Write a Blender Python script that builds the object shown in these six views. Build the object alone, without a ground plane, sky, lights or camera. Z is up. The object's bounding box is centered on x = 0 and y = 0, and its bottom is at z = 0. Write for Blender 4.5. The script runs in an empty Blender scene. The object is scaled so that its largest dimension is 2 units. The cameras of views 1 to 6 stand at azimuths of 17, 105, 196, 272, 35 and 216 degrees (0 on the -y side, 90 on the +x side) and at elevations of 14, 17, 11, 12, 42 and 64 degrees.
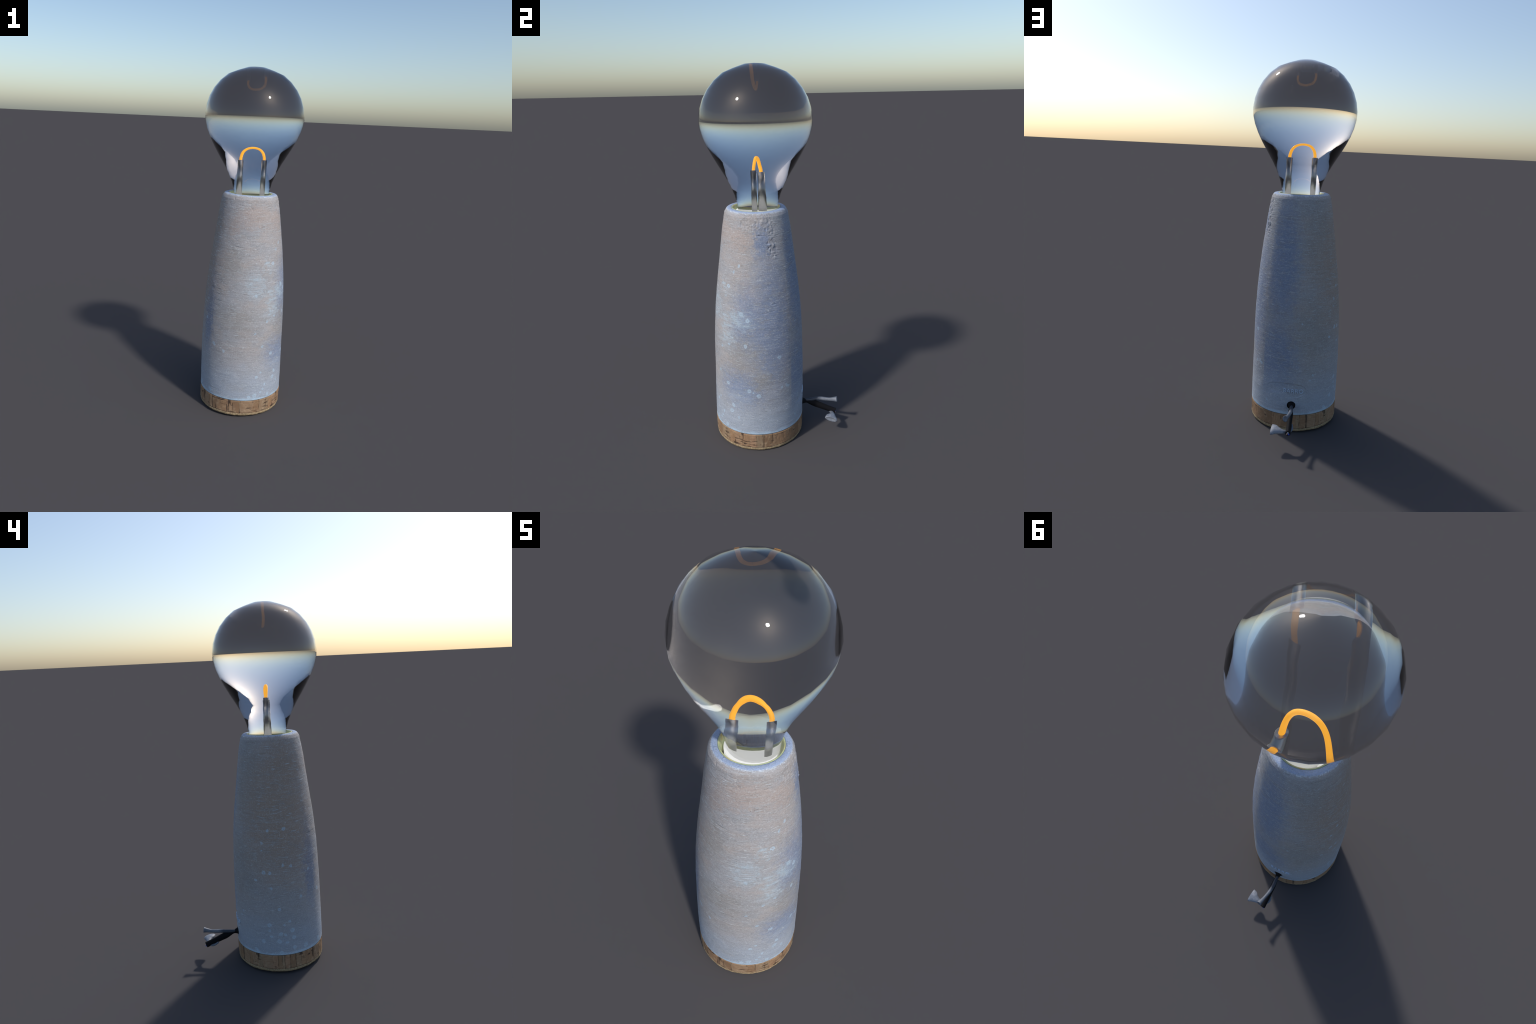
import bpy, bmesh, math, random
import numpy as np
from mathutils import Vector

random.seed(7)
RNG = np.random.default_rng(11)

# ------------------------------------------------------------------ helpers
SWAY_Z = [.1, .4, .7, 1.0, 1.3]

def axis_x(z):                               # the tower leans by about a degree, not quite straight
    return -0.0064 + 0.0166 * (z - 1.0) + np.interp(z, SWAY_Z, [.0030, -.0026, -.0020, .0004, -.0012])

def axis_y(z):
    return -0.0858 + 0.0113 * (z - 1.0) + np.interp(z, SWAY_Z, [-.0006, .0004, .0006, .0004, -.0015])

def tilt(dx, dy):                            # level courses follow the lean of the axis
    return -0.0166 * dx - 0.0113 * dy

def link(ob, parent=None):
    bpy.context.scene.collection.objects.link(ob)
    if parent:
        ob.parent = parent
    return ob

def mesh_object(name, verts, faces, mat, parent, smooth=True):
    me = bpy.data.meshes.new(name)
    verts = np.asarray(verts, np.float32)
    me.vertices.add(len(verts))
    me.vertices.foreach_set("co", verts.ravel())
    counts = np.array([len(f) for f in faces], np.int32)
    flat = np.fromiter((i for f in faces for i in f), np.int32)
    me.loops.add(len(flat))
    me.loops.foreach_set("vertex_index", flat)
    me.polygons.add(len(counts))
    starts = np.concatenate([[0], np.cumsum(counts)[:-1]]).astype(np.int32)
    me.polygons.foreach_set("loop_start", starts)
    me.polygons.foreach_set("use_smooth", np.full(len(counts), smooth))
    me.update(calc_edges=True)
    me.validate()
    me.materials.append(mat)
    return link(bpy.data.objects.new(name, me), parent)

def ring_quads(rows, n):
    """Quads joining `rows` rings of n points each."""
    i = np.arange(rows - 1)[:, None] * n
    j = np.arange(n)[None, :]
    k = (j + 1) % n
    q = np.stack([i + j, i + k, i + n + k, i + n + j], -1)
    return q.reshape(-1, 4)

def revolve(name, profile, n, mat, parent, centre=None, close=(False, False), jitter=0.0):
    """Surface of revolution through (radius, z) points, bottom to top outside."""
    a = np.arange(n) * math.tau / n
    v = []
    for r, z in profile:
        cx, cy = centre if centre else (axis_x(z), axis_y(z))
        lift = 0 if centre else tilt(r * np.cos(a), r * np.sin(a))
        v.append(np.stack([cx + r * np.cos(a), cy + r * np.sin(a), z + lift + np.zeros(n)], 1))
    v = np.concatenate(v)
    f = [tuple(q) for q in ring_quads(len(profile), n)]
    for end, which in ((0, close[0]), (len(profile) - 1, close[1])):
        if which:
            r, z = profile[end]
            cx, cy = centre if centre else (axis_x(z), axis_y(z))
            v = np.vstack([v, [[cx, cy, z]]])
            c = len(v) - 1
            for j in range(n):
                k = (j + 1) % n
                f.append((end * n + k, end * n + j, c) if end == 0 else (end * n + j, end * n + k, c))
    return mesh_object(name, v, f, mat, parent)

def catmull(points, per=8):
    p = np.asarray(points, float)
    p = np.vstack([2 * p[0] - p[1], p, 2 * p[-1] - p[-2]])
    out = []
    for i in range(1, len(p) - 2):
        for t in np.arange(per) / per:
            a, b, c, d = p[i - 1:i + 3]
            out.append(0.5 * (2 * b + (c - a) * t + (2 * a - 5 * b + 4 * c - d) * t ** 2 + (3 * b - a - 3 * c + d) * t ** 3))
    out.append(p[-2])
    return np.array(out)

def tube(name, path, n, mat, parent, per=8, cap=True, up=(0, 0, 1), hollow_end=0.0):
    """Loft of ellipses; path rows are x, y, z, half width, half height."""
    s = catmull(path, per)
    c, w, h = s[:, :3], s[:, 3], s[:, 4]
    t = np.gradient(c, axis=0)
    t /= np.linalg.norm(t, axis=1, keepdims=True)
    side = np.cross(t, up)
    side /= np.linalg.norm(side, axis=1, keepdims=True)
    nrm = np.cross(side, t)
    a = np.arange(n) * math.tau / n
    ring = (c[:, None] + side[:, None] * (w[:, None] * np.cos(a))[..., None]
            + nrm[:, None] * (h[:, None] * np.sin(a))[..., None])
    v = ring.reshape(-1, 3)
    rows = len(s)
    if hollow_end:                         # dished open end
        inner = c[-1] + (ring[-1] - c[-1]) * 0.8
        deep = c[-1] - t[-1] * hollow_end + (ring[-1] - c[-1]) * 0.5
        v = np.vstack([v, inner, deep])
        rows += 2
    f = [tuple(q) for q in ring_quads(rows, n)]
    if cap:
        v = np.vstack([v, c[:1], v[-n:].mean(0, keepdims=True)])
        b, e = len(v) - 2, len(v) - 1
        for j in range(n):
            k = (j + 1) % n
            f.append((k, j, b))
            f.append(((rows - 1) * n + j, (rows - 1) * n + k, e))
    ob = mesh_object(name, v, f, mat, parent)
    return ob

class Lattice:
    """Smooth value noise on a wrapped random lattice."""
    def __init__(self, seed, size=48):
        self.g = np.random.default_rng(seed).random((size, size, size)).astype(np.float32) * 2 - 1
        self.n = size

    def __call__(self, x, y, z):
        xi, yi, zi = np.floor(x).astype(int), np.floor(y).astype(int), np.floor(z).astype(int)
        fx, fy, fz = x - xi, y - yi, z - zi
        fx, fy, fz = (q * q * (3 - 2 * q) for q in (fx, fy, fz))
        out = 0
        for dx in (0, 1):
            for dy in (0, 1):
                for dz in (0, 1):
                    w = (fx if dx else 1 - fx) * (fy if dy else 1 - fy) * (fz if dz else 1 - fz)
                    out = out + w * self.g[(xi + dx) % self.n, (yi + dy) % self.n, (zi + dz) % self.n]
        return out

def sstep(a, b, x):
    t = np.clip((x - a) / (b - a), 0, 1)
    return t * t * (3 - 2 * t)

# ------------------------------------------------------------------ node helpers
class Nodes:
    def __init__(self, name):
        self.mat = bpy.data.materials.new(name)
        self.mat.use_nodes = True
        self.t = self.mat.node_tree
        self.bsdf = self.t.nodes["Principled BSDF"]

    def put(self, socket, value):
        if isinstance(value, bpy.types.NodeSocket):
            self.t.links.new(value, socket)
        else:
            socket.default_value = value

    def set(self, **kw):
        for k, v in kw.items():
            self.put(self.bsdf.inputs[k.replace("_", " ")], v)

    def new(self, kind, **props):
        n = self.t.nodes.new(kind)
        for k, v in props.items():
            setattr(n, k, v)
        return n

    def math(self, op, a, b=0.0, c=0.0, clamp=False):
        n = self.new("ShaderNodeMath", operation=op, use_clamp=clamp)
        for s, v in zip(n.inputs, (a, b, c)):
            self.put(s, v)
        return n.outputs[0]

    def vec(self, op, a, b=(0, 0, 0)):
        n = self.new("ShaderNodeVectorMath", operation=op)
        self.put(n.inputs[0], a)
        self.put(n.inputs[1], b)
        return n.outputs["Value"] if op in ("DISTANCE", "LENGTH", "DOT_PRODUCT") else n.outputs[0]

    def smooth(self, x, a, b, lo=0.0, hi=1.0):
        n = self.new("ShaderNodeMapRange", interpolation_type="SMOOTHSTEP")
        for s, v in zip(n.inputs, (x, a, b, lo, hi)):
            self.put(s, v)
        return n.outputs[0]

    def noise(self, vector, scale, detail=3.0, rough=0.55, distortion=0.0):
        n = self.new("ShaderNodeTexNoise")
        self.put(n.inputs["Vector"], vector)
        n.inputs["Scale"].default_value = scale
        n.inputs["Detail"].default_value = detail
        n.inputs["Roughness"].default_value = rough
        n.inputs["Distortion"].default_value = distortion
        return n.outputs["Fac"]

    def voronoi(self, vector, scale, feature="F1", out="Distance", rnd=1.0):
        n = self.new("ShaderNodeTexVoronoi", feature=feature)
        self.put(n.inputs["Vector"], vector)
        n.inputs["Scale"].default_value = scale
        n.inputs["Randomness"].default_value = rnd
        return n.outputs[out]

    def mix(self, fac, a, b, blend="MIX"):
        n = self.new("ShaderNodeMix", data_type="RGBA", blend_type=blend)
        self.put(n.inputs["Factor"], fac)
        self.put(n.inputs["A"], a if isinstance(a, bpy.types.NodeSocket) else (*a, 1))
        self.put(n.inputs["B"], b if isinstance(b, bpy.types.NodeSocket) else (*b, 1))
        return n.outputs["Result"]

    def ramp(self, x, stops, interp="LINEAR"):
        n = self.new("ShaderNodeValToRGB")
        n.color_ramp.interpolation = interp
        el = n.color_ramp.elements
        while len(el) < len(stops):
            el.new(0.5)
        for e, (p, c) in zip(el, stops):
            e.position, e.color = p, (*c, 1)
        self.put(n.inputs[0], x)
        return n.outputs[0]

    def object_xyz(self):
        co = self.new("ShaderNodeTexCoord").outputs["Object"]
        sep = self.new("ShaderNodeSeparateXYZ")
        self.put(sep.inputs[0], co)
        return co, sep.outputs

    def combine(self, x, y, z):
        n = self.new("ShaderNodeCombineXYZ")
        for s, v in zip(n.inputs, (x, y, z)):
            self.put(s, v)
        return n.outputs[0]

    def around_axis(self, cut):
        """Object coordinates unrolled round the leaning axis; the seam is at `cut` degrees."""
        co, (x, y, z) = self.object_xyz()
        dx = self.math("SUBTRACT", x, self.math("MULTIPLY_ADD", z, 0.0166, -0.0230))
        dy = self.math("SUBTRACT", y, self.math("MULTIPLY_ADD", z, 0.0113, -0.0971))
        m = math.radians(cut + 180)
        rx = self.math("ADD", self.math("MULTIPLY", dx, math.cos(m)), self.math("MULTIPLY", dy, math.sin(m)))
        ry = self.math("SUBTRACT", self.math("MULTIPLY", dy, math.cos(m)), self.math("MULTIPLY", dx, math.sin(m)))
        ang = self.math("ARCTAN2", ry, rx)
        rad = self.math("SQRT", self.math("ADD", self.math("MULTIPLY", dx, dx), self.math("MULTIPLY", dy, dy)))
        z = self.math("ADD", z, self.math("ADD", self.math("MULTIPLY", dx, .0166), self.math("MULTIPLY", dy, .0113)))
        return co, z, ang, rad

    def bump(self, height, strength, distance):
        n = self.new("ShaderNodeBump")
        n.inputs["Strength"].default_value = strength
        n.inputs["Distance"].default_value = distance
        self.put(n.inputs["Height"], height)
        self.put(self.bsdf.inputs["Normal"], n.outputs[0])

CUT = 60.0            # unrolling seam, on the least visible side
def unrolled(angle, z):
    d = (angle - CUT - 180 + 180) % 360 - 180
    return (math.radians(d) * 0.24, z, 0.0)

# ------------------------------------------------------------------ materials
# mineral bloom spots on the concrete: angle (degrees), height, radius
SPOTS = [(-29, .931, 11), (-56, .749, 9), (-25, .617, 7), (-37, .593, 9), (-55, .523, 8), (-43, .441, 9), (-28, .386, 10),
         (-98, .405, 9), (-115, .435, 11), (-44, .279, 8), (-49, .253, 10), (-21, .232, 12), (-11, .199, 9), (-36, .200, 9),
         (-39, .171, 8), (-42, .150, 8), (-51, .137, 14), (-59, .126, 13), (-30, .128, 12), (-134, .572, 9), (-20, 1.008, 9),
         (-12, 1.04, 10), (-28, .93, 12), (-7, .797, 14), (2, .764, 14), (-1, .623, 12), (-24, .617, 8), (-27, .387, 12),
         (3, .368, 12), (8, .358, 5), (15, .34, 14), (-19, .265, 12), (-22, .226, 13), (-11, .196, 9), (52, .377, 10),
         (42, .551, 12), (163, .745, 10), (162, .704, 6), (164, .583, 12), (112, .627, 7), (44, .373, 9), (55, .371, 10),
         (128, .335, 7), (124, .306, 7), (67, .17, 9), (148, .13, 13), (-167, .818, 12), (171, .811, 9), (172, .582, 10),
         (153, .537, 9), (-171, .622, 9), (-161, .612, 10), (173, .496, 9), (-149, .433, 10), (-178, .375, 12),
         (168, .286, 14), (-166, .303, 9), (-173, .283, 9), (-163, .248, 13), (168, .252, 10), (170, .218, 9),
         (-178, .233, 13), (-172, .226, 8), (-161, .204, 13), (159, .186, 12), (-180, .188, 15), (-170, .181, 11),
         (-160, .144, 14), (-144, .139, 17), (-114, .429, 10), (-118, .135, 16), (-178, .118, 16), (150, .12, 12)]
# soft tinted areas: angle, height, half width round, half height
BLOOM_AREAS = [(-57, .80, .075, .10), (-28, .70, .07, .12), (-36, .92, .05, .05), (-8, .76, .09, .07)]
RUST_AREAS = [(-66, 1.19, .22, .085), (-14, 1.17, .12, .07), (-100, 1.14, .08, .08)]
OLIVE_AREAS = [(-82, .60, .14, .11), (-95, .92, .10, .14), (-4, .56, .11, .16), (20, .42, .08, .08), (138, 1.08, .14, .32), (128, .58, .15, .22)]  # entries at -4 and 20 degrees darken the wall with baked shading
BROWN_AREAS = [(-172, .90, .31, .50), (-158, 1.12, .22, .24)]
BLUE_AREAS = [(82, .95, .13, .46), (78, .42, .16, .30), (34, .72, .15, .52), (6, .72, .14, .30), (-4, .38, .18, .16), (24, 1.16, .08, .12), (-130, .62, .06, .30)]

# long pale scratches: angle, height, half length, half width (mm), tilt
SCRATCHES = [(-33, .823, .030, 1.3, .18), (-22, .815, .030, 1.4, -.08), (-36, .898, .024, 1.2, .16), (-23, .888, .028, 1.3, -.20), (-2, .915, .020, 1.5, 0),
             (20, .975, .040, 1.1, .05), (10, .46, .06, 1.0, .02), (30, .385, .05, 1.1, .05), (170, .81, .09, 1.2, -.03), (-145, .56, .08, 1.1, .10),
             (-150, 1.10, .05, 1.0, .10), (-72, .445, .085, 1.0, 0), (-82, 1.245, .032, 1.4, -.05), (-80, 1.185, .014, 1.8, 0), (-118, .53, .03, 1.0, -.4),
             (-85, .62, .014, 1.8, 0), (-88, 1.01, .03, 1.3, 0), (-100, 1.13, .03, 1.0, -.05), (-57, .935, .010, 3.0, -.3), (-60, .90, .028, 1.1, 0),
             (100, .80, .03, 1.0, 0), (112, .83, .012, 2.0, .15), (70, .43, .03, 1.3, 0), (-75, .855, .03, 1.2, -.05), (-105, .80, .02, 1.2, -.3)]

def concrete_material():
    m = Nodes("weathered_concrete")
    co, z, ang, rad = m.around_axis(CUT)
    flat = m.combine(m.math("MULTIPLY", ang, 0.24), z, 0.0)
    wob = m.new("ShaderNodeTexNoise")
    m.put(wob.inputs["Vector"], co)
    wob.inputs["Scale"].default_value = 60
    wob.inputs["Detail"].default_value = 3
    off = m.vec("MULTIPLY", m.vec("SUBTRACT", wob.outputs["Color"], (.5, .5, .5)), (.016, .016, 0))
    warped = m.vec("ADD", flat, off)

    # spots: nearest spot in units of its radius
    near = None
    for a, h, r in SPOTS:
        d = m.math("MULTIPLY", m.vec("DISTANCE", warped, unrolled(a, h)), 1000.0 / r)
        near = d if near is None else m.math("MINIMUM", near, d)
    spot = m.ramp(near, [(0.0, (.25,) * 3), (.16, (.35,) * 3), (.34, (.95,) * 3), (.72, (.8,) * 3), (1.0, (0,) * 3)])

    lines = None
    thin = m.vec("ADD", flat, m.vec("MULTIPLY", m.vec("SUBTRACT", wob.outputs["Color"], (.5, .5, .5)), (.0, .004, 0)))
    for a, h, half, mm, tilt in SCRATCHES:
        c = unrolled(a, h)
        n = m.new("ShaderNodeMapping", vector_type="TEXTURE")
        m.put(n.inputs["Vector"], thin)
        n.inputs["Location"].default_value = c
        n.inputs["Rotation"].default_value = (0, 0, math.atan(tilt))
        n.inputs["Scale"].default_value = (half, mm / 1000, 1)
        d = m.vec("LENGTH", n.outputs[0])
        lines = d if lines is None else m.math("MINIMUM", lines, d)
    scratch = m.smooth(lines, .55, 1.05, 1.0, 0.0)

    def areas(items, jag):
        total = None
        wide = m.vec("ADD", flat, m.vec("MULTIPLY", m.vec("SUBTRACT", wob.outputs["Color"], (.5, .5, .5)), (jag, jag, 0)))
        for a, h, w, t in items:
            k = (1 / w, 1 / t, 0)
            c = unrolled(a, h)
            d = m.vec("DISTANCE", m.vec("MULTIPLY", wide, k), (c[0] * k[0], c[1] * k[1], 0))
            g = m.smooth(d, .25, 1.15, 1.0, 0.0)
            total = g if total is None else m.math("MAXIMUM", total, g)
        return total

    big = m.noise(m.vec("MULTIPLY", co, (1, 1, 1.6)), 5.5, 4, .6)
    mid = m.noise(m.vec("MULTIPLY", co, (1, 1, 2.2)), 17, 5, .65)
    grain = m.noise(m.vec("MULTIPLY", co, (1, 1, 1.35)), 210, 4, .75)
    fleck = m.noise(co, 150, 2, .6)
    streak = m.noise(m.vec("MULTIPLY", co, (7, 7, 120)), 1.0, 4, .65, 0.3)
    fine_streak = m.noise(m.vec("MULTIPLY", co, (26, 26, 420)), 1.0, 3, .6)

    base = m.mix(m.smooth(big, .36, .62), (.400, .368, .362), (.362, .368, .395))
    blue = m.math("MULTIPLY", areas(BLUE_AREAS, .14), m.smooth(mid, .2, .6, .6, 1.0))
    base = m.mix(blue, base, (.200, .258, .390))
    olive = m.math("MULTIPLY", areas(OLIVE_AREAS, .16), m.smooth(mid, .25, .65, .35, .8))
    base = m.mix(olive, base, (.300, .292, .285))
    rust = m.math("MULTIPLY", areas(RUST_AREAS, .16), m.smooth(mid, .2, .65, .40, .9))
    base = m.mix(rust, base, (.415, .345, .318))
    brown = m.math("MULTIPLY", areas(BROWN_AREAS, .16), m.smooth(mid, .15, .6, .75, 1.0))
    base = m.mix(brown, base, (.372, .288, .232))
    base = m.mix(m.math("MULTIPLY", m.smooth(mid, .47, .68), .45), base, (.300, .282, .278))
    # bluish bloom drawn up from the foot
    rise = m.math("ADD", z, m.math("MULTIPLY", m.math("SUBTRACT", big, .5), .5))
    foot = m.smooth(rise, .12, .44, .72, 0.0)
    base = m.mix(foot, base, (.345, .425, .540))
    bloom = m.math("MULTIPLY", areas(BLOOM_AREAS, .14), m.smooth(m.math("ADD", m.math("MULTIPLY", mid, .6), m.math("MULTIPLY", streak, .4)), .40, .62, .10, .8))
    base = m.mix(bloom, base, (.44, .56, .66))
    base = m.mix(m.math("MULTIPLY", m.smooth(streak, .52, .74), .36), base, (.47, .51, .55))
    hair = m.math("MULTIPLY", m.smooth(fine_streak, .57, .64), m.smooth(mid, .40, .58))
    base = m.mix(m.math("MULTIPLY", hair, .75), base, (.63, .69, .75))
    base = m.mix(m.math("MULTIPLY", scratch, m.smooth(fleck, .35, .6, .25, .75)), base, (.62, .68, .73))
    base = m.mix(m.math("MULTIPLY", spot, .8), base, (.46, .60, .73))
    # pale lime seam at the foot and round the lip
    seam_h = m.math("ADD", z, m.math("MULTIPLY", m.math("SUBTRACT", mid, .5), .040))
    seam = m.math("MULTIPLY", m.smooth(seam_h, .110, .126, 1.0, 0.0), .8)
    base = m.mix(seam, base, (.46, .62, .77))
    lip = m.math("MULTIPLY", m.smooth(z, 1.2985, 1.3035), m.smooth(rad, .149, .155, 1.0, 0.0))
    base = m.mix(lip, base, (.33, .42, .60))
    edge = m.math("MULTIPLY", m.smooth(z, 1.290, 1.298), m.smooth(m.math("ABSOLUTE", m.math("SUBTRACT", rad, .152)), .001, .0045, 1.0, 0.0))
    base = m.mix(m.math("MULTIPLY", edge, m.smooth(fleck, .42, .6, .05, .7)), base, (.56, .66, .78))
    # grain and pin holes
    base = m.mix(m.smooth(grain, .34, .58, .34, 0.0), base, (.17, .155, .155))
    base = m.mix(m.smooth(fleck, .54, .70, 0.0, .38), base, (.58, .60, .63))
    cells = m.voronoi(co, 70)
    pin = m.math("MULTIPLY", m.smooth(cells, .08, .14, 1.0, 0.0), m.smooth(m.noise(co, 35, 1), .52, .6))
    base = m.mix(m.math("MULTIPLY", pin, .55), base, (.17, .15, .15))
    m.set(Base_Color=base, Roughness=.82)
    m.bsdf.inputs["Specular IOR Level"].default_value = .35
    height = m.math("ADD", m.math("MULTIPLY", grain, .5), m.math("MULTIPLY", fine_streak, .6))
    height = m.math("ADD", height, m.math("MULTIPLY", hair, 1.2))
    height = m.math("SUBTRACT", height, m.math("MULTIPLY", pin, .9))
    m.bump(height, .55, .003)
    return m.mat

def cork_material():
    m = Nodes("cork")
    co, z, ang, rad = m.around_axis(CUT)
    arc = m.math("MULTIPLY", ang, 0.246)
    flat = m.combine(arc, z, 0.0)
    # upright slabs of different tint
    warp = m.math("ADD", arc, m.math("MULTIPLY", m.math("SUBTRACT", m.noise(co, 22, 2), .5), .012))
    slabs = m.voronoi(m.combine(m.math("MULTIPLY", warp, 1.0), 0.0, 0.0), 22, out="Color")
    slab_edge = m.voronoi(m.combine(warp, 0.0, 0.0), 22, feature="DISTANCE_TO_EDGE")
    sep = m.new("ShaderNodeSeparateColor")
    m.put(sep.inputs[0], slabs)
    tint = m.ramp(sep.outputs[0], [(0, (.22, .140, .082)), (.35, (.34, .212, .122)), (.6, (.275, .205, .132)), (1, (.385, .235, .145))])
    grain_v = m.noise(m.vec("MULTIPLY", co, (220, 220, 18)), 1.0, 3, .6)
    grain_h = m.noise(m.vec("MULTIPLY", co, (24, 24, 260)), 1.0, 3, .6)
    which = m.smooth(sep.outputs[1], .45, .55)
    fine = m.math("ADD", m.math("MULTIPLY", grain_v, m.math("SUBTRACT", 1.0, which)), m.math("MULTIPLY", grain_h, which))
    col = m.mix(m.smooth(fine, .38, .62, .6, 0.0), tint, (.25, .145, .085))
    col = m.mix(m.smooth(m.noise(co, 40, 4, .65), .5, .72, 0.0, .5), col, (.46, .34, .22))
    # long upright cracks between slabs, broken up along their length
    broken = m.smooth(m.noise(m.vec("MULTIPLY", co, (40, 40, 14)), 1.0, 2), .45, .58)
    crack_v = m.math("MULTIPLY", m.smooth(slab_edge, .008, .032, 1.0, 0.0), broken)
    # short level fissures and dark pits
    level = m.noise(m.vec("MULTIPLY", co, (16, 16, 95)), 1.0, 3, .6)
    gate = m.smooth(m.noise(co, 13, 2), .47, .57)
    crack_h = m.math("MULTIPLY", m.smooth(level, .575, .62), gate)
    pits = m.math("MULTIPLY", m.smooth(m.voronoi(m.vec("MULTIPLY", co, (1, 1, .7)), 42), .06, .16, 1.0, 0.0), m.smooth(m.noise(co, 19, 1), .58, .66))
    dark = m.math("MAXIMUM", m.math("MAXIMUM", crack_v, crack_h), pits)
    # base sheet of agglomerate below a dark line
    line_z = m.math("ADD", z, m.math("MULTIPLY", m.math("SUBTRACT", m.noise(co, 14, 2), .5), .010))
    sheet = m.smooth(line_z, .0225, .0245, 1.0, 0.0)
    crumbs = m.noise(co, 120, 3, .7)
    sheet_col = m.mix(m.smooth(crumbs, .38, .62), (.24, .18, .105), (.40, .30, .18))
    col = m.mix(m.math("MULTIPLY", dark, m.math("SUBTRACT", .88, m.math("MULTIPLY", sheet, .6))), col, (.045, .028, .022))
    col = m.mix(sheet, col, sheet_col)
    line = m.math("MULTIPLY", m.smooth(m.math("ABSOLUTE", m.math("SUBTRACT", line_z, .0245)), .0006, .0022, 1.0, 0.0), m.smooth(m.noise(co, 26, 2), .34, .5))
    col = m.mix(m.math("MULTIPLY", line, .8), col, (.07, .04, .03))
    m.set(Base_Color=col, Roughness=.85)
    m.bsdf.inputs["Specular IOR Level"].default_value = .25
    h = m.math("SUBTRACT", m.math("MULTIPLY", fine, .3), m.math("ADD", dark, line))
    m.bump(h, .5, .003)
    return m.mat

def plain(name, colour, rough=.5, metal=0.0, **kw):
    m = Nodes(name)
    co, _ = m.object_xyz()
    n = m.noise(co, 90, 3)
    lo = tuple(c * .88 for c in colour)
    m.set(Base_Color=m.mix(n, lo, colour), Roughness=rough, Metallic=metal)
    for k, v in kw.items():
        m.bsdf.inputs[k.replace("_", " ")].default_value = v
    return m

MAT_CONCRETE = concrete_material()
MAT_CORK = cork_material()

glass = Nodes("clear_glass")
glass.set(Base_Color=(.62, .62, .62, 1), Roughness=0.0, IOR=1.5)
glass.bsdf.inputs["Transmission Weight"].default_value = 1.0
MAT_GLASS = glass.mat

MAT_METAL = plain("brushed_steel", (.55, .55, .55), .32, 1.0).mat

hot = Nodes("glowing_filament")
hot.set(Base_Color=(.9, .45, .05, 1), Roughness=.5)
hot.set(Emission_Color=(1.0, .43, .035, 1), Emission_Strength=1.0)
MAT_FILAMENT = hot.mat

lit = Nodes("glowing_diffuser")
lit.set(Base_Color=(.30, .30, .30, 1), Roughness=.5)
lit.set(Emission_Color=(.60, .60, .585, 1), Emission_Strength=1.0)
MAT_DIFFUSER = lit.mat

def lining_material():
    m = Nodes("aged_lining")
    co, (x, y, z) = m.object_xyz()
    n = m.noise(co, 22, 4, .6)
    fine = m.noise(co, 160, 3, .6)
    col = m.mix(m.smooth(n, .38, .62), (.40, .47, .27), (.55, .58, .30))
    col = m.mix(m.math("MULTIPLY", m.smooth(n, .56, .68), .7), col, (.62, .40, .12))
    col = m.mix(m.smooth(fine, .5, .75, 0, .3), col, (.66, .68, .50))
    m.set(Base_Color=col, Roughness=.45)
    return m.mat

MAT_LINING = lining_material()

def wire_material():
    """Pale insulation, dirtied black where it leaves the sheath (y grows outwards)."""
    m = Nodes("pale_wire")
    co, (x, y, z) = m.object_xyz()
    n = m.noise(co, 60, 4, .6)
    yy = m.math("ADD", y, m.math("MULTIPLY", m.math("SUBTRACT", n, .5), .03))
    col = m.mix(m.smooth(n, .35, .65), (.17, .19, .23), (.25, .27, .315))
    col = m.mix(m.smooth(x, -.088, -.076, .55, 0.0), col, (.05, .065, .09))
    col = m.mix(m.smooth(yy, .222, .262, 1.0, 0.0), col, (.035, .045, .065))
    m.set(Base_Color=col, Roughness=.5)
    return m.mat

MAT_WIRE = wire_material()
MAT_SHEATH = plain("black_rubber", (.005, .005, .007), .8, Specular_IOR_Level=.2).mat
MAT_DARK = plain("dark_cavity", (.006, .006, .007), .9).mat
MAT_BLUE = plain("blue_core", (.04, .09, .45), .5).mat
MAT_PINK = plain("copper_core", (.55, .33, .28), .45).mat
MAT_WHITE = plain("white_core", (.6, .62, .66), .5).mat
MAT_LETTER = plain("raised_concrete", (.52, .63, .78), .8).mat

# ------------------------------------------------------------------ the lamp
lamp = link(bpy.data.objects.new("concrete_bulb_lamp", None))
lamp["label"] = "tapered grey concrete lamp, clear glass bulb, cork foot"
lamp["category"] = "table lamp"

# --- concrete body ----------------------------------------------------------
SIDE_Z = [.104, .2, .3, .4, .5, .6, .7, .8, .9, 1.0, 1.1, 1.2, 1.285]
SIDE_R = [.2463, .2466, .2460, .2448, .2432, .2404, .2352, .2274, .2168, .2042, .1909, .1779, .1632]
HOLE = (101.8, .163, .0235)        # angle, height, radius

def side_radius(z):
    """Monotone-ish smooth interpolation of the side profile."""
    zz, rr = np.array(SIDE_Z), np.array(SIDE_R)
    dr = np.gradient(rr, zz)
    i = np.clip(np.searchsorted(zz, z) - 1, 0, len(zz) - 2)
    h = zz[i + 1] - zz[i]
    t = (z - zz[i]) / h
    return ((2 * t ** 3 - 3 * t ** 2 + 1) * rr[i] + (t ** 3 - 2 * t ** 2 + t) * h * dr[i]
            + (3 * t ** 2 - 2 * t ** 3) * rr[i + 1] + (t ** 3 - t ** 2) * h * dr[i + 1])

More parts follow.
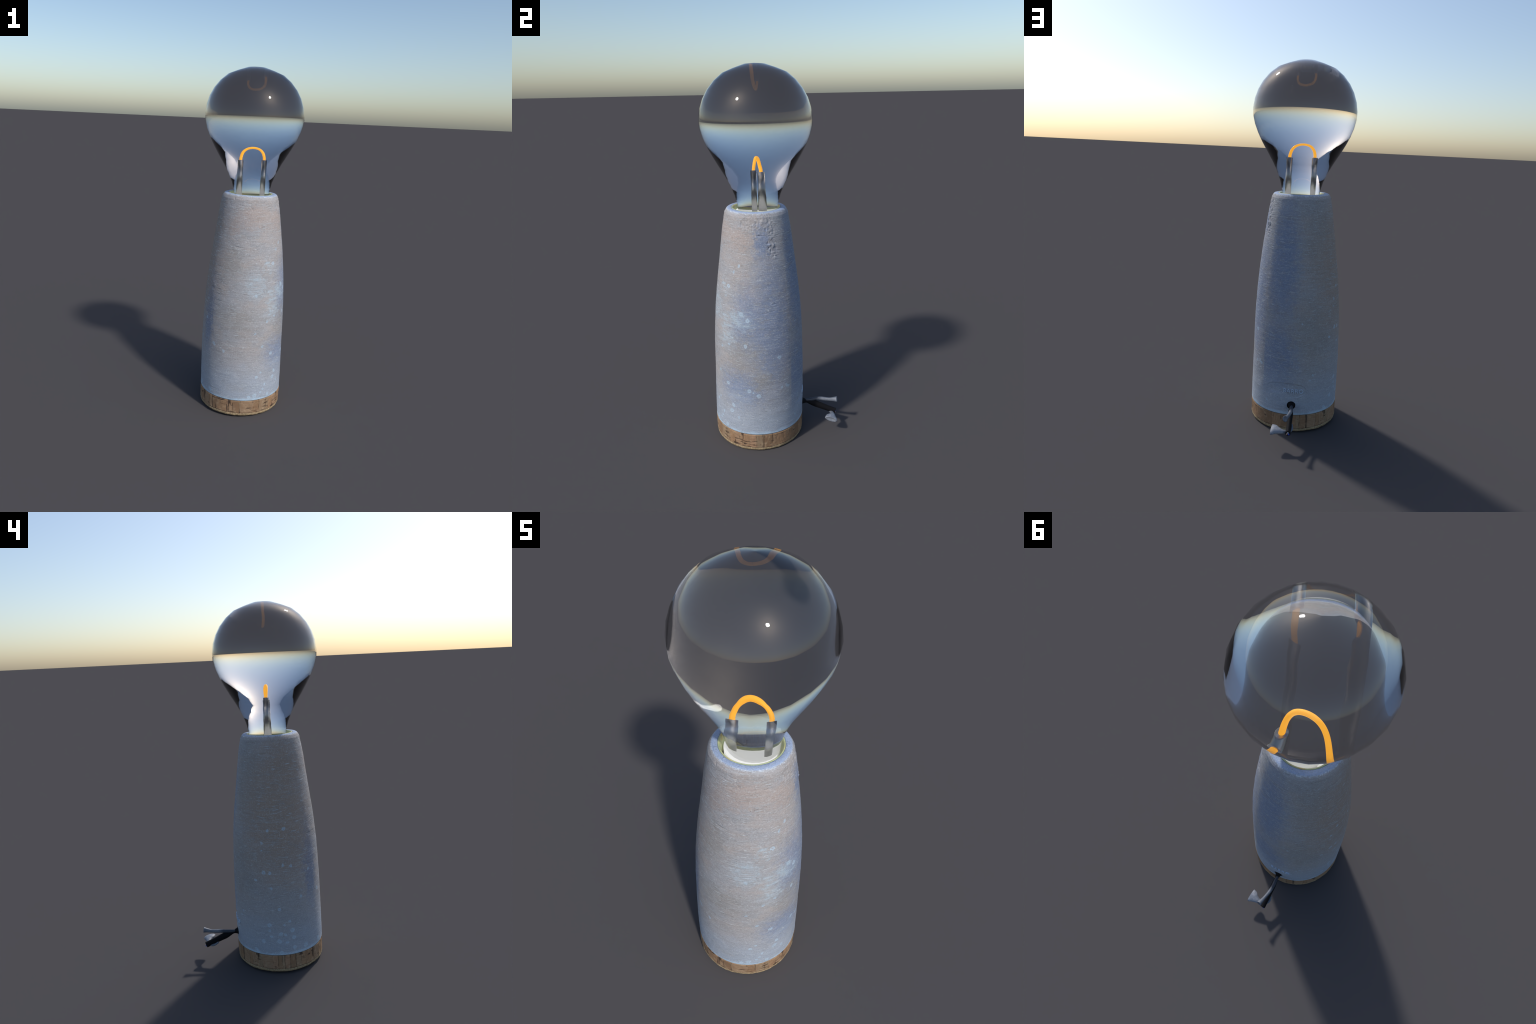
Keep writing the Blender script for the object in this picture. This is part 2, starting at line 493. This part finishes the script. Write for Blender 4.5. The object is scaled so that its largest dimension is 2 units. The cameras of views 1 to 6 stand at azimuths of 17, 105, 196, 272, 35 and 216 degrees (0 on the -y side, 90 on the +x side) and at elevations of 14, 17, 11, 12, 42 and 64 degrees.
def build_body():
    n, rows = 760, 560
    zs = np.linspace(.106, 1.283, rows)
    prof = [(.20, .1045), (.242, .1045), (float(side_radius(.1075)) - .001, .1055)]
    prof += [(float(side_radius(z)), float(z)) for z in zs[1:]]
    prof += [(.1612, 1.2862), (.1594, 1.2905), (.1568, 1.2950), (.1538, 1.2990), (.1505, 1.3023), (.1465, 1.3046), (.1415, 1.3058), (.1350, 1.3060),
             (.1290, 1.3056), (.1268, 1.3046), (.1260, 1.3030), (.1260, 1.24)]
    prof = np.array(prof)
    a = np.arange(n) * math.tau / n
    R = np.repeat(prof[:, 0:1], n, 1)
    Z = np.repeat(prof[:, 1:2], n, 1)
    A = np.repeat(a[None], len(prof), 0)
    deg = (np.degrees(A) + 180) % 360 - 180
    X, Y = R * np.cos(A), R * np.sin(A)
    N1, N2, N3 = Lattice(1), Lattice(2), Lattice(3)
    d = np.zeros_like(R)
    # slow unevenness of the cast and level trowel marks
    d += .0012 * N1(X * 7 + 9, Y * 7 + 9, Z * 5)
    d += .0006 * N2(X * 28 + 20, Y * 28 + 20, Z * 30)
    d += .00022 * N3(X * 9 + 20, Y * 9 + 20, Z * 130)
    scr = N1(X * 22 + 30, Y * 22 + 30, Z * 210)
    keep = sstep(.05, .45, N2(X * 8 + 3, Y * 8 + 5, Z * 7)) * sstep(.35, .7, Z)
    d -= .0015 * sstep(.52, .80, scr) * keep
    d += .0007 * sstep(.62, .85, -scr) * keep
    # small air pits, thickest near the top of the front
    pit = N3(X * 75 + 40, Y * 75 + 40, Z * 110)
    zone = sstep(.75, 1.15, Z) * sstep(95, 40, np.abs(deg + 50))
    d -= .0011 * sstep(.50, .85, pit) * (.2 + .8 * zone)
    # the broken corner near the top
    arc = np.radians(deg) * .165
    upper = sstep(-14, -4, deg) * sstep(50, 43, deg) * sstep(1.165 + .0011 * np.abs(deg - 34), 1.205 + .0011 * np.abs(deg - 34), Z)
    strip = sstep(29, 34, deg) * sstep(49, 43, deg) * sstep(1.055, 1.10, Z)
    strip2 = sstep(15, 24, deg) * sstep(40, 32, deg) * sstep(.62, .75, Z) * sstep(1.1, .9, Z) * .25
    around = .3 * sstep(-30, -5, deg) * sstep(62, 45, deg) * sstep(1.06, 1.18, Z)
    chip = np.maximum(np.maximum(np.maximum(upper, strip), strip2), around) * sstep(1.305, 1.292, Z)
    X2, Y2, Z2 = .62 * X + .55 * Y + .56 * Z, -.70 * X + .71 * Y + .08 * Z, -.35 * X - .44 * Y + .83 * Z
    rough = N1(X2 * 52 + 9, Y2 * 52 + 9, Z2 * 52) * .45 + N2(X2 * 115 + 9, Y2 * 115 + 9, Z2 * 115) * .45 + N3(X2 * 220, Y2 * 220, Z2 * 220) * .3
    d += chip * (-.0010 + .0024 * rough)
    for pa, pz, w, h, depth in ((16, 1.256, .005, .005, .005), (21, 1.196, .013, .0025, .006), (37, 1.263, .003, .008, .005),
                                (31, 1.224, .004, .009, .006), (38, 1.206, .003, .006, .004), (33, 1.159, .003, .007, .005),
                                (35, 1.132, .004, .006, .006), (38, 1.118, .004, .010, .005), (-10.3, 1.252, .0025, .013, .006),
                                (42, 1.145, .005, .012, -.004), (36, 1.148, .004, .006, -.004), (44, 1.09, .004, .012, -.003),
                                (24, 1.26, .007, .01, -.003), (10, 1.228, .02, .003, -.002), (-3, 1.226, .012, .002, -.002),
                                (99, 1.285, .008, .0035, .005), (101.5, 1.288, .003, .003, .004), (-105, 1.285, .006, .005, .003)):
        d -= .75 * depth * np.exp(-((arc - math.radians(pa) * .165) / w) ** 2 - ((Z - pz) / h) ** 2)
    # stamped oval plate at the back: its bottom is a little lower than the wall
    u = (deg - 93.5) / 26.2
    v = (Z - .2475) / .0425
    oval = np.abs(u) ** 2.4 + np.abs(v) ** 2.4
    fade = sstep(62, 78, deg) * (1 - sstep(106, 88, deg) * sstep(.238, .222, Z))
    d -= .0022 * sstep(1.06, .97, oval) * fade
    d += .0012 * np.exp(-((oval - 1.06) / .045) ** 2) * fade
    d *= sstep(.1055, .112, Z) * (1 - .6 * sstep(1.29, 1.304, Z))
    d[-3:] = 0
    R = R + d
    X, Y = R * np.cos(A), R * np.sin(A)
    V = np.stack([X + axis_x(Z), Y + axis_y(Z), Z + tilt(X, Y)], -1).reshape(-1, 3)
    faces = ring_quads(len(prof), n)
    # the cable hole: snap the rim of the cut to a circle and drop the faces inside
    ha, hz, hr = HOLE
    su = ((np.degrees(A) - ha) * math.pi / 180 * .246).ravel()
    sv = (Z - hz).ravel()
    rho = np.hypot(su, sv)
    cell = .0022
    snap = (rho < hr) & (rho > hr - cell)
    k = np.where(snap, hr / np.maximum(rho, 1e-6), 1)
    nu, nz = su * k, sv * k
    ang = math.radians(ha) + nu / .246
    rr = R.ravel()
    newz = hz + nz
    V[snap] = np.stack([axis_x(newz) + rr * np.cos(ang), axis_y(newz) + rr * np.sin(ang), newz + tilt(rr * np.cos(ang), rr * np.sin(ang))], 1)[snap]
    inside = rho <= hr - cell
    faces = faces[~inside[faces].any(1)]
    return mesh_object("concrete_body", V, faces.tolist(), MAT_CONCRETE, lamp)

body = build_body()

def on_wall(deg, z, out=0.0):
    r = float(side_radius(np.array(z))) + out
    a = math.radians(deg)
    return (axis_x(z) + r * math.cos(a), axis_y(z) + r * math.sin(a), z + tilt(r * math.cos(a), r * math.sin(a)))

# dark lined hole the cable leaves by
def build_hole():
    ha, hz, hr = HOLE
    n, v = 48, []
    for depth, k in ((-.0006, 1.0), (-.012, 1.0), (-.05, .98)):
        for j in range(n):
            t = j * math.tau / n
            du, dz = hr * k * math.cos(t), hr * k * math.sin(t)
            v.append(on_wall(ha + math.degrees(du / .246), hz + dz, depth))
    v.append(on_wall(ha, hz, -.05))
    f = [tuple(q) for q in ring_quads(3, n)] + [(2 * n + j, 2 * n + (j + 1) % n, 3 * n) for j in range(n)]
    return mesh_object("cable_hole", v, f, MAT_DARK, body)

build_hole()

# raised lettering in the stamped plate
def build_lettering():
    cu = bpy.data.curves.new("lettering_source", "FONT")
    cu.body = "BARRO"
    cu.size = .031
    cu.extrude = .0012
    cu.offset = -.0004
    cu.space_character = 1.05
    src = bpy.data.objects.new("lettering_source", cu)
    link(src)
    bpy.context.view_layer.update()
    me = bpy.data.meshes.new_from_object(src.evaluated_get(bpy.context.evaluated_depsgraph_get()))
    bpy.data.objects.remove(src)
    bm = bmesh.new()
    bm.from_mesh(me)
    xs = [v.co.x for v in bm.verts]
    ys = [v.co.y for v in bm.verts]
    x0, w = min(xs), max(xs) - min(xs)
    y0, h = min(ys), max(ys) - min(ys)
    for v in bm.verts:
        # reads left to right as the angle grows, seen from outside
        f = (v.co.x - x0) / w
        deg = 91.0 + 25.3 * f
        z = .2350 + .0225 * (v.co.y - y0) / h - .004 * (f - .5)
        out = -.0026 + (v.co.z + .0012) * 2.0
        v.co = on_wall(deg, z, out)
    bmesh.ops.recalc_face_normals(bm, faces=bm.faces)
    bm.to_mesh(me)
    bm.free()
    me.name = "lettering"
    me.materials.clear()
    me.materials.append(MAT_LETTER)
    return link(bpy.data.objects.new("lettering", me), body)

build_lettering()

# --- cork foot ---------------------------------------------------------------
def build_cork():
    n = 640
    prof = [(.0, .0055), (.20, .0052), (.2370, .0052), (.2405, .0062), (.2430, .0085), (.2443, .0112)]
    prof += [(.2452 + .0018 * (z / .1), z) for z in np.linspace(.0145, .1005, 62)]
    prof += [(.2462, .1018), (.2440, .1030), (.20, .1034)]
    prof = np.array(prof)
    a = np.arange(n) * math.tau / n
    R = np.repeat(prof[:, 0:1], n, 1)
    Z = np.repeat(prof[:, 1:2], n, 1)
    A = np.repeat(a[None], len(prof), 0)
    X, Y = R * np.cos(A), R * np.sin(A)
    N1, N2 = Lattice(21), Lattice(22)
    side = sstep(.22, .243, R)
    d = .0011 * N1(X * 26 + 9, Y * 26 + 9, Z * 22) + .0007 * N2(X * 90 + 9, Y * 90 + 9, Z * 60)
    # sheet line and crumbly foot
    line = .0235 + .002 * N1(X * 9 + 5, Y * 9 + 5, Z * 0)
    d -= .0016 * np.exp(-((Z - line) / .0016) ** 2)
    d += sstep(.022, .008, Z) * .0012 * N2(X * 60 + 3, Y * 60 + 3, Z * 30 + 4)
    R = R + d * side
    R[0] = 0.0001
    # the foot has lost crumbs here and there
    Z = Z + sstep(.016, .005, Z) * side * .0020 * np.clip(N1(X * 45 + 11, Y * 45 + 11, 7 + 0 * Z), 0, 1)
    dx, dy = R * np.cos(A), R * np.sin(A)
    V = np.stack([dx + axis_x(Z), dy + axis_y(Z), Z + tilt(dx, dy)], -1).reshape(-1, 3)
    V[:, 2] -= V[:, 2].min()
    return mesh_object("cork_foot", V, ring_quads(len(prof), n).tolist(), MAT_CORK, lamp)

build_cork()

# --- mouth of the tower -------------------------------------------------------
revolve("mouth_lining", [(.1258, 1.25), (.1257, 1.3025), (.1252, 1.3050), (.1238, 1.3058), (.1210, 1.3048), (.1186, 1.3020), (.1168, 1.2985),
                         (.1145, 1.2910), (.1128, 1.2840), (.1118, 1.2760), (.1112, 1.24)], 160, MAT_LINING, lamp)
DISC_Z = 1.2875
revolve("light_disc", [(.1035, 1.265), (.1042, DISC_Z - .002), (.1038, DISC_Z - .0004), (.1025, DISC_Z), (.05, DISC_Z)], 128, MAT_DIFFUSER, lamp, close=(True, True))

# --- bulb ----------------------------------------------------------------------
BULB = (.0, -.0738)
def build_bulb():
    """Globe running in an S-curve into a narrow neck, coarse rings shaded smooth."""
    R, c = .2790, 1.7255
    neck = [(.1000, 1.235), (.1010, 1.285), (.1060, 1.325), (.1180, 1.370), (.1385, 1.420), (.1655, 1.470), (.1955, 1.520),
            (.2240, 1.570), (.2485, 1.618), (.2658, 1.662), (.2765, 1.705)]
    prof = list(neck)
    for th in (86, 76, 66, 56, 45, 34):
        prof.append((R * math.sin(math.radians(th)), c + R * math.cos(math.radians(th))))
    prof += [(.1060, 1.9775), (.0520, 1.9955), (.0001, 2.0)]
    n = 26
    a = np.arange(n) * math.tau / n
    v = []
    for r, z in prof:
        cx = BULB[0] + float(np.interp(z, (1.28, 1.36, 1.50, 1.60, 1.71), (-.001, -.002, -.0045, -.0025, 0)))
        r *= 1.0035                      # flat facets cut inside the true circle
        v.append(np.stack([cx + r * np.cos(a), BULB[1] + r * np.sin(a), np.full(n, z)], 1))
    v = np.vstack(v + [[[BULB[0], BULB[1], prof[0][1]]]])
    f = [tuple(q) for q in ring_quads(len(prof), n)]
    f += [((j + 1) % n, j, len(v) - 1) for j in range(n)]
    return mesh_object("glass_bulb", v, f, MAT_GLASS, lamp)

build_bulb()

# rods and filament inside the bulb
ROD_X, ROD_R, ROD_TOP, ARCH_TOP = .0480, .0112, 1.530, 1.610
bx, by = BULB[0] - .002, BULB[1]
rod_mesh = None
for sx in (-1, 1):
    if rod_mesh is None:
        n = 24
        prof = [(ROD_R, DISC_Z - .004), (ROD_R, ROD_TOP - .001), (ROD_R - .001, ROD_TOP)]
        rod = revolve("support_rod", prof, n, MAT_METAL, lamp, centre=(0, 0), close=(True, True))
        rod_mesh = rod.data
    else:
        rod = link(bpy.data.objects.new("support_rod", rod_mesh), lamp)
    rod.location = (bx + sx * ROD_X, by, 0)

path = []
for t in np.linspace(math.pi, 0, 15):
    path.append((bx + ROD_X * math.cos(t) + .004 * math.sin(t) ** 2 * math.sin(2 * t), by + .003 * math.sin(2 * t), ROD_TOP - .004 + (ARCH_TOP - ROD_TOP - .002) * math.sin(t) ** .9, .0057, .0057))
tube("filament", path, 14, MAT_FILAMENT, lamp, per=3, up=(0, 1, 0))

# --- cable ----------------------------------------------------------------------
sheath = tube("power_cable", [(-.064, .112, .163, .019, .019), (-.069, .140, .161, .021, .021), (-.0715, .153, .160, .0145, .0155), (-.076, .170, .157, .0095, .0095),
                              (-.080, .190, .153, .0120, .0150), (-.086, .215, .143, .0140, .0190), (-.090, .238, .134, .0140, .0185),
                              (-.097, .275, .119, .0130, .0170), (-.103, .307, .106, .0130, .0165), (-.1065, .330, .0965, .0140, .0170)],
              28, MAT_SHEATH, lamp, hollow_end=.003)
tube("wire", [(-.074, .156, .162, .007, .007), (-.082, .190, .1655, .0095, .0095), (-.089, .215, .1700, .0100, .0100), (-.0930, .242, .1735, .0098, .0108),
              (-.094, .272, .1740, .0088, .0105), (-.093, .300, .1755, .0086, .0100), (-.0920, .325, .180, .0108, .0130), (-.0914, .342, .1825, .0135, .0165)],
     20, MAT_WIRE, sheath, hollow_end=.003)
tube("wire", [(-.108, .258, .112, .004, .005), (-.114, .283, .099, .008, .006), (-.100, .306, .0945, .011, .0075), (-.076, .3185, .0955, .012, .010),
              (-.052, .321, .098, .020, .013), (-.032, .3205, .099, .032, .0145), (-.016, .321, .0965, .036, .0150)],
     24, MAT_WIRE, sheath, hollow_end=.004, up=(0, .28, 1))
end_dir = Vector((-.0035, .023, -.0095)).normalized()
for (du, dv), mat in zip(((-.005, -.003), (.0055, -.003), (0, .0055)), (MAT_BLUE, MAT_PINK, MAT_WHITE)):
    c = Vector((-.1065 + du, .330, .0965 + dv))
    p = c - end_dir * .006
    q = c + end_dir * .004
    tube("wire_core", [(*p, .004, .004), (*((p + q) / 2), .0043, .0043), (*q, .0036, .0036)], 12, mat, sheath, per=3)
